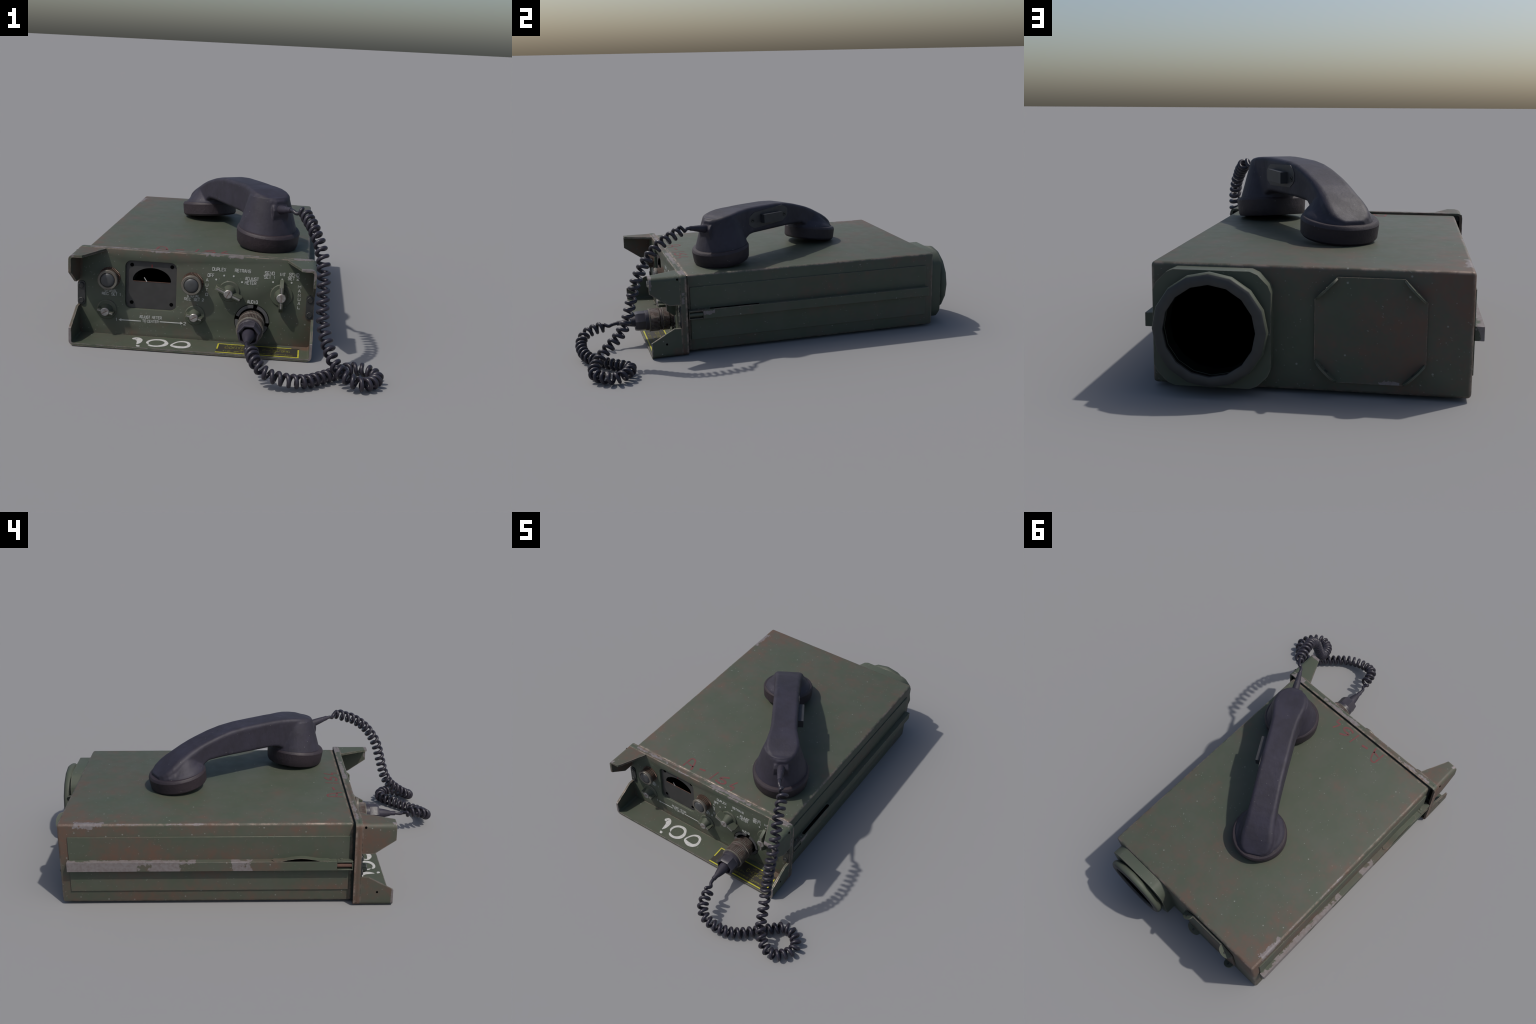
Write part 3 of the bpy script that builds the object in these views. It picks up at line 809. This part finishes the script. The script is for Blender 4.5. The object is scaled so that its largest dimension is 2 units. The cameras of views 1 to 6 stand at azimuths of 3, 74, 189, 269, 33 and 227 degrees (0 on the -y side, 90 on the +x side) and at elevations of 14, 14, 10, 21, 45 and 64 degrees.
# sloping back of the earpiece, running up into the grip
loft(bm, [disc(bm, 0.004, 0.488, 0.126, TR, rs=0.129), disc(bm, 0.000, 0.512, 0.112, math.radians(12), rs=0.118), disc(bm, 0.004, 0.538, 0.095, math.radians(16), rs=0.100), disc(bm, 0.014, 0.562, 0.080, math.radians(18), rs=0.074)])
hs = add('handset', mesh_from(bm, 'handset'), M_hand)
m = hs.modifiers.new('r', 'REMESH'); m.mode = 'VOXEL'; m.voxel_size = 0.0034
m = hs.modifiers.new('s', 'SMOOTH'); m.factor = 0.5; m.iterations = 9
apply_mods(hs)
for p in hs.data.polygons: p.use_smooth = True


def cap(name, s, zb, zt, r, tilt, flare, off=0.0):
    bm = bmesh.new()
    h = zt - zb
    st = [(0.002, r * 0.30), (0.003, r * 0.32), (0.003, r * 0.86), (0.0, r * 0.885), (0.001, r * 0.93), (0.010, r * (0.982 - flare)), (h * 0.5, r * (0.992 - flare * 0.3)), (h - 0.010, r), (h - 0.002, r * 0.975), (h + 0.002, r * 0.945), (h + 0.003, r * 0.9)]
    loft(bm, [disc(bm, s - math.sin(tilt) * k, zb + k * math.cos(tilt), rr, tilt, 48, off=off) for k, rr in st])
    return add(name, mesh_from(bm, name), M_cap, hs, 24)

cap('earpiece_cap', 0.006, 0.4235, 0.4940, 0.1430, TR, 0.0)
cap('mouthpiece_cap', FS, 0.4200, 0.498, 0.1490, TF, 0.018, -0.004)

side = lambda u, v, d: tuple(H(u, d, v))
bm = bmesh.new()
kc = 0.036
prism_into(bm, [(0.411 + a * q, 0.6155 + b * w - 0.006 * a) for a, b, q, w in
                ((-1, -0.35, 0.148, 0.043), (-1, 0.35, 0.148, 0.043), (-0.93, 0.62, 0.148, 0.043), (-0.72, 1, 0.148, 0.043), (0.72, 1, 0.148, 0.043), (0.93, 0.62, 0.148, 0.043),
                 (1, 0.35, 0.148, 0.043), (1, -0.35, 0.148, 0.043), (0.93, -0.62, 0.148, 0.043), (0.72, -1, 0.148, 0.043), (-0.72, -1, 0.148, 0.043), (-0.93, -0.62, 0.148, 0.043))], side, 0.060, 0.0712)
bevel_sharp(bm, 0.002, 2, 40)
bp = add('button_plate', mesh_from(bm, 'button_plate'), M_bplate, hs, 30)
bm = bmesh.new()
prism_into(bm, [(0.332, 0.589), (0.472, 0.592), (0.472, 0.638), (0.332, 0.634)], side, 0.069, 0.100)
bevel_sharp(bm, 0.003, 2, 40)
add('push_button', mesh_from(bm, 'push_button'), M_button, hs, 30)
for s_ in (0.287, 0.531):
    bm = bmesh.new(); prism_into(bm, circle(s_, 0.6115, 0.0115, 18), side, 0.069, 0.0728); bevel_sharp(bm, 0.001, 1, 40)
    add('plate_screw', mesh_from(bm, 'plate_screw'), M_bolt, bp, 30)
    bm = bmesh.new(); ribbon_into(bm, [(s_ - 0.008, 0.6075), (s_ + 0.008, 0.6155)], 0.003, side, 0.072, 0.0733)
    add('screw_slot', mesh_from(bm, 'screw_slot'), M_black, bp)

# cable exit sleeve
bm = bmesh.new()
A, B = Vector((0.207, -0.308, 0.602)), Vector((0.2585, -0.4005, 0.6215))
tube_into(bm, [A.lerp(B, t) for t in (0, 0.1, 0.5, 0.72, 0.74, 0.96, 1.0)], [0.0205, 0.0205, 0.0165, 0.0142, 0.0132, 0.0122, 0.0105], 20)
add('strain_relief', mesh_from(bm, 'strain_relief'), M_hand, hs, 40)

# ------------------------------------------------------------------ coiled cord
path = [(0.318, -0.452, 0.629), (0.338, -0.505, 0.605), (0.356, -0.548, 0.5875), (0.374, -0.593, 0.558), (0.389, -0.622, 0.5325), (0.400, -0.651, 0.500), (0.409, -0.673, 0.467), (0.414, -0.694, 0.4325),
        (0.417, -0.710, 0.3915), (0.418, -0.722, 0.348), (0.419, -0.734, 0.306), (0.421, -0.746, 0.2625), (0.425, -0.760, 0.221), (0.434, -0.782, 0.1825), (0.445, -0.808, 0.152), (0.456, -0.834, 0.130),
        (0.466, -0.857, 0.112), (0.479, -0.880, 0.094), (0.498, -0.902, 0.075), (0.518, -0.917, 0.061), (0.541, -0.929, 0.050), (0.564, -0.935, 0.042), (0.589, -0.933, 0.036), (0.616, -0.917, 0.032), (0.643, -0.883, 0.0305),
        (0.6568, -0.845, 0.031), (0.645, -0.810, 0.034), (0.612, -0.780, 0.037), (0.575, -0.766, 0.035), (0.545, -0.771, 0.033), (0.516, -0.795, 0.032), (0.490, -0.818, 0.0305), (0.463, -0.846, 0.030), (0.436, -0.872, 0.030),
        (0.407, -0.899, 0.030), (0.378, -0.925, 0.030), (0.348, -0.945, 0.034), (0.320, -0.957, 0.038), (0.287, -0.966, 0.044), (0.255, -0.970, 0.052), (0.222, -0.970, 0.060), (0.190, -0.962, 0.076), (0.163, -0.938, 0.096), (0.147, -0.900, 0.108), (0.139, -0.862, 0.114), (0.136, -0.842, 0.115)]
spine = spline(path, 0.0011)
WR, HR = 0.0088, 0.0210
tang = [(spine[min(i + 1, len(spine) - 1)] - spine[max(i - 1, 0)]).normalized() for i in range(len(spine))]
nrm = (Vector((0, 0, 1)) - tang[0] * tang[0].z).normalized()
coil = []
phase = 0.4
for i, p in enumerate(spine):
    nrm = (nrm - tang[i] * nrm.dot(tang[i])).normalized()
    bi = tang[i].cross(nrm)
    u = i / (len(spine) - 1)
    # the hanging stretch is pulled out a little more than the rest
    pull = min(1.0, max(0.0, (p.z - 0.06) / 0.06)) if u < 0.5 else 0.0
    phase += 2 * math.pi * 0.0011 / (0.0322 + 0.0036 * pull)
    a = phase
    k = HR * (1 + 0.03 * math.sin(u * 40))
    coil.append(p + k * (math.cos(a) * nrm + math.sin(a) * bi))
lead = spline([tuple(A.lerp(B, 0.97)), (0.268, -0.418, 0.622), (0.284, -0.432, 0.614), (0.300, -0.438, 0.622), tuple(coil[0].lerp(Vector((0.31, -0.445, 0.635)), 0.35)), tuple(coil[2])], 0.004)
tail = spline([tuple(coil[-3]), tuple(coil[-1]), (0.128, -0.822, 0.112), (0.116, -0.806, 0.113), (PX + 0.001, -0.792, 0.116), (PX, -0.772, PZ)], 0.004)
bm = bmesh.new()
tube_into(bm, lead[:-1] + coil[3:-3] + tail[1:], WR, 10)
add('coiled_cord', mesh_from(bm, 'coiled_cord'), M_cord, None, 60)

# ------------------------------------------------------------------ lettering (single-stroke block capitals)
GL = {  # strokes on a grid 4 wide, 6 high
    'A': [[(0, 0), (1.6, 6), (2.4, 6), (4, 0)], [(0.7, 2), (3.3, 2)]],
    'C': [[(4, 4.6), (4, 5.3), (3.3, 6), (0.7, 6), (0, 5.3), (0, 0.7), (0.7, 0), (3.3, 0), (4, 0.7), (4, 1.4)]],
    'D': [[(0, 0), (0, 6), (3.2, 6), (4, 5.2), (4, 0.8), (3.2, 0), (0, 0)]],
    'E': [[(4, 6), (0, 6), (0, 0), (4, 0)], [(0, 3.1), (3.3, 3.1)]],
    'F': [[(4, 6), (0, 6), (0, 0)], [(0, 3), (3.3, 3)]],
    'G': [[(4, 4.8), (4, 5.3), (3.3, 6), (0.7, 6), (0, 5.3), (0, 0.7), (0.7, 0), (3.3, 0), (4, 0.7), (4, 2.9), (2.2, 2.9)]],
    'H': [[(0, 0), (0, 6)], [(4, 0), (4, 6)], [(0, 3), (4, 3)]],
    'I': [[(2, 0), (2, 6)]],
    'J': [[(3.6, 6), (3.6, 0.8), (2.9, 0), (0.9, 0), (0.2, 0.8), (0.2, 1.8)]],
    'L': [[(0, 6), (0, 0), (3.8, 0)]],
    'M': [[(0, 0), (0, 6), (2, 3.0), (4, 6), (4, 0)]],
    'N': [[(0, 0), (0, 6), (4, 0), (4, 6)]],
    'O': [[(0.7, 0), (3.3, 0), (4, 0.7), (4, 5.3), (3.3, 6), (0.7, 6), (0, 5.3), (0, 0.7), (0.7, 0)]],
    'P': [[(0, 0), (0, 6), (3.3, 6), (4, 5.3), (4, 3.3), (3.3, 2.6), (0, 2.6)]],
    'R': [[(0, 0), (0, 6), (3.3, 6), (4, 5.3), (4, 3.5), (3.3, 2.8), (0, 2.8)], [(2.2, 2.8), (4, 0)]],
    'S': [[(4, 4.8), (4, 5.3), (3.3, 6), (0.7, 6), (0, 5.3), (0, 3.8), (0.7, 3.1), (3.3, 3.1), (4, 2.4), (4, 0.7), (3.3, 0), (0.7, 0), (0, 0.7), (0, 1.2)]],
    'T': [[(0, 6), (4, 6)], [(2, 6), (2, 0)]],
    'U': [[(0, 6), (0, 0.7), (0.7, 0), (3.3, 0), (4, 0.7), (4, 6)]],
    'X': [[(0, 0), (4, 6)], [(0, 6), (4, 0)]],
    'Y': [[(0, 6), (2, 3), (4, 6)], [(2, 3), (2, 0)]],
    '1': [[(1.2, 4.8), (2.4, 6), (2.4, 0)]],
    '2': [[(0, 4.8), (0, 5.3), (0.7, 6), (3.3, 6), (4, 5.3), (4, 3.9), (0, 0.8), (0, 0), (4, 0)]],
    '3': [[(0, 5.3), (0.7, 6), (3.3, 6), (4, 5.3), (4, 3.7), (3.3, 3), (1.5, 3)], [(3.3, 3), (4, 2.3), (4, 0.7), (3.3, 0), (0.7, 0), (0, 0.7)]],
    '4': [[(3, 0), (3, 6), (0, 1.6), (4, 1.6)]],
    '5': [[(4, 6), (0, 6), (0, 3.4), (3.3, 3.4), (4, 2.7), (4, 0.7), (3.3, 0), (0, 0)]],
    '-': [[(0.6, 3), (3.4, 3)]], '/': [[(0.4, 0), (3.6, 6)]], ',': [[(1.6, 0.6), (1.2, -0.8)]], ' ': [],
}


def lettering(text, cx, cz, h, width, mat=None, place=front, d=(YP - 0.0011, YP - 0.0001), parent=None, stroke=0.16, name='lettering'):
    """text centred on (cx, cz), cap height h, total width given."""
    n = len(text)
    adv = 1.38
    unit = width / (n * adv - (adv - 1))
    bm = bmesh.new()
    x = cx - width / 2
    for ch_ in text:
        for st in GL[ch_]:
            pts = [(x + u / 4 * unit, cz - h / 2 + v / 6 * h) for u, v in st]
            cl = pts[0] == pts[-1]
            ribbon_into(bm, pts[:-1] if cl else pts, h * stroke, place, d[0], d[1], cl)
        x += unit * adv
    return add(name, mesh_from(bm, name), mat or M_white, parent or panel)


def dot(x, z, r=0.0042):
    bm = bmesh.new(); prism_into(bm, circle(x, z, r, 14), front, YP - 0.0011, YP - 0.0001)
    add('index_dot', mesh_from(bm, 'index_dot'), M_white, panel)

LH = 0.0118
for t, x, z, w in (('SIGNAL', -0.532, 0.2185, 0.056), ('REC', -0.558, 0.2025, 0.029), ('SET', -0.516, 0.2025, 0.026), ('1', -0.490, 0.2025, 0.007),
                   ('SIGNAL', -0.156, 0.2185, 0.056), ('REC', -0.182, 0.2025, 0.029), ('SET', -0.140, 0.2025, 0.026), ('2', -0.1125, 0.2025, 0.008),
                   ('ADJUST', -0.375, 0.1035, 0.048), ('METER', -0.320, 0.1035, 0.043), ('TO', -0.378, 0.0845, 0.016), ('CENTER', -0.338, 0.0845, 0.051),
                   ('1', -0.506, 0.083, 0.009), ('2', -0.1915, 0.0845, 0.010),
                   ('OFF', -0.080, 0.3205, 0.028), ('DUPLEX', -0.044, 0.350, 0.060), ('RETRANS', 0.062, 0.350, 0.070), ('ADJUST', 0.104, 0.3155, 0.060), ('METER', 0.0985, 0.2965, 0.050),
                   ('SEND', 0.182, 0.3475, 0.042), ('SET', 0.173, 0.3295, 0.029), ('1', 0.2035, 0.3295, 0.007), ('INT', 0.239, 0.3455, 0.025), ('SEND', 0.2905, 0.3475, 0.042), ('SET', 0.279, 0.3295, 0.029), ('2', 0.3085, 0.3295, 0.010),
                   ('AUDIO', 0.111, 0.209, 0.046)):
    big = 1.18 if t in ('1', '2') and z < 0.1 else (1.1 if t in ('DUPLEX', 'RETRANS', 'OFF', 'AUDIO', 'ADJUST', 'METER', 'SEND', 'SET', 'INT') else 1.0)
    lettering(t, x, z, LH * big * (1.08 if x > -0.1 else 0.95), w)
for k, ch_ in enumerate('AUTO'):
    lettering(ch_, -0.0965, 0.297 - 0.0223 * k, 0.0125, 0.0100)
for k, ch_ in enumerate('MANUAL'):
    lettering(ch_, 0.3175 + 0.0004 * k, 0.293 - 0.0192 * k, 0.0125, 0.0100 if ch_ != 'M' else 0.0125)
for x, z in ((-0.056, 0.3025), (-0.021, 0.323), (0.022, 0.323), (0.060, 0.298), (0.1985, 0.308), (0.2385, 0.322), (0.281, 0.310)):
    dot(x, z)
for s_, x0, x1, z in ((-1, -0.393, -0.496, 0.0825), (1, -0.3065, -0.200, 0.0855)):
    bm = bmesh.new()
    ribbon_into(bm, [(x0, z), (x1 - s_ * 0.012, z)], 0.0042, front, YP - 0.0011, YP - 0.0001)
    prism_into(bm, [(x1 - s_ * 0.0125, z + 0.0068), (x1, z), (x1 - s_ * 0.0125, z - 0.0068)][::s_], front, YP - 0.0011, YP - 0.0001)
    add('arrow', mesh_from(bm, 'arrow'), M_white, panel)

# brushed number on the tray floor
bm = bmesh.new()
FD = (FLOOR - 0.0005, FLOOR + 0.0007)
brush_into(bm, [(-0.420, -0.533), (-0.404, -0.524), (-0.389, -0.538), (-0.384, -0.555), (-0.384, -0.575), (-0.388, -0.596)], [0.012, 0.030, 0.030, 0.024, 0.018, 0.004], floor, *FD)
brush_into(bm, [(-0.3875, -0.610), (-0.378, -0.617), (-0.372, -0.622)], [0.004, 0.016, 0.005], floor, *FD)
brush_into(bm, [(-0.337, -0.584), (-0.346, -0.568), (-0.342, -0.546), (-0.326, -0.528), (-0.302, -0.521), (-0.280, -0.526), (-0.266, -0.543), (-0.261, -0.563), (-0.267, -0.585), (-0.284, -0.600), (-0.306, -0.605), (-0.326, -0.601), (-0.337, -0.591)],
            [0.003, 0.011, 0.013, 0.014, 0.015, 0.016, 0.014, 0.019, 0.021, 0.017, 0.014, 0.013, 0.008], floor, *FD)
brush_into(bm, [(-0.236, -0.580), (-0.229, -0.556), (-0.214, -0.533), (-0.190, -0.523), (-0.170, -0.531), (-0.160, -0.552), (-0.160, -0.576), (-0.174, -0.593), (-0.198, -0.597), (-0.222, -0.591)],
            [0.010, 0.009, 0.011, 0.014, 0.014, 0.013, 0.017, 0.021, 0.024, 0.018], floor, *FD, closed=True)
add('painted_number', mesh_from(bm, 'painted_number'), M_paint)

# grease-pencil note on the lid
bm = bmesh.new()
ZD = (c['z1'] - 0.0005, c['z1'] + 0.0005)
for pts, w in (([(-0.342, -0.430), (-0.341, -0.402), (-0.339, -0.379), (-0.335, -0.360), (-0.320, -0.357), (-0.308, -0.364), (-0.298, -0.387), (-0.286, -0.432)], 0.0062), ([(-0.334, -0.398), (-0.292, -0.407)], 0.0062), ([(-0.254, -0.398), (-0.218, -0.392)], 0.0085),
               ([(-0.155, -0.361), (-0.164, -0.428)], 0.006), ([(-0.079, -0.362), (-0.108, -0.376), (-0.119, -0.391), (-0.096, -0.393), (-0.079, -0.400), (-0.079, -0.412), (-0.102, -0.423), (-0.134, -0.415)], 0.0078), ([(-0.025, -0.364), (-0.043, -0.406), (-0.019, -0.408), (-0.024, -0.434)], 0.0066)):
    brush_into(bm, pts, [w * (1.35 + 0.3 * ((i * 37) % 5) / 4) for i in range(len(pts))], floor, *ZD)
add('pencil_note', mesh_from(bm, 'pencil_note'), M_red)

# maker's label on the tray floor
LX0, LX1, LY0, LY1 = -0.034, 0.333, -0.627, -0.514
bm = bmesh.new(); prism_into(bm, [(LX0, LY0), (LX1, LY0), (LX1, LY1), (LX0, LY1)], floor, FLOOR - 0.0005, FLOOR + 0.0005)
lab = add('maker_label', mesh_from(bm, 'maker_label'), M_label)
bm = bmesh.new()
LD = (FLOOR + 0.0003, FLOOR + 0.0009)
i_ = 0.003
ribbon_into(bm, [(LX0 + i_, LY0 + 0.044), (LX0 + i_, LY1 - i_), (LX1 - 0.035, LY1 - i_)], 0.0062, floor, *LD)
ribbon_into(bm, [(LX0 - 0.004 + i_, LY0 + i_ + 0.001), (LX1 - i_, LY0 + i_), (LX1 - i_, LY1 - 0.016)], 0.0066, floor, *LD)
add('label_border', mesh_from(bm, 'label_border'), M_yellow, lab)
for t, x, y, h, w, st in (('CONTROL', 0.066, -0.559, 0.020, 0.125, 0.16), ('C-435/GRC', 0.232, -0.559, 0.020, 0.120, 0.16), ('SIGNAL CORPS', 0.060, -0.533, 0.008, 0.10, 0.2), ('US ARMY', 0.235, -0.533, 0.008, 0.08, 0.2),
                          ('SERIAL NO', 0.150, -0.581, 0.008, 0.16, 0.2), ('THE GRAY', 0.046, -0.604, 0.011, 0.10, 0.2), ('MANUFACTURING', 0.157, -0.604, 0.011, 0.10, 0.2), ('COMPANY', 0.262, -0.604, 0.011, 0.085, 0.2)):
    lettering(t, x, y, h, w, M_ytext, floor, LD, lab, st)

print('objects', len(bpy.data.objects))
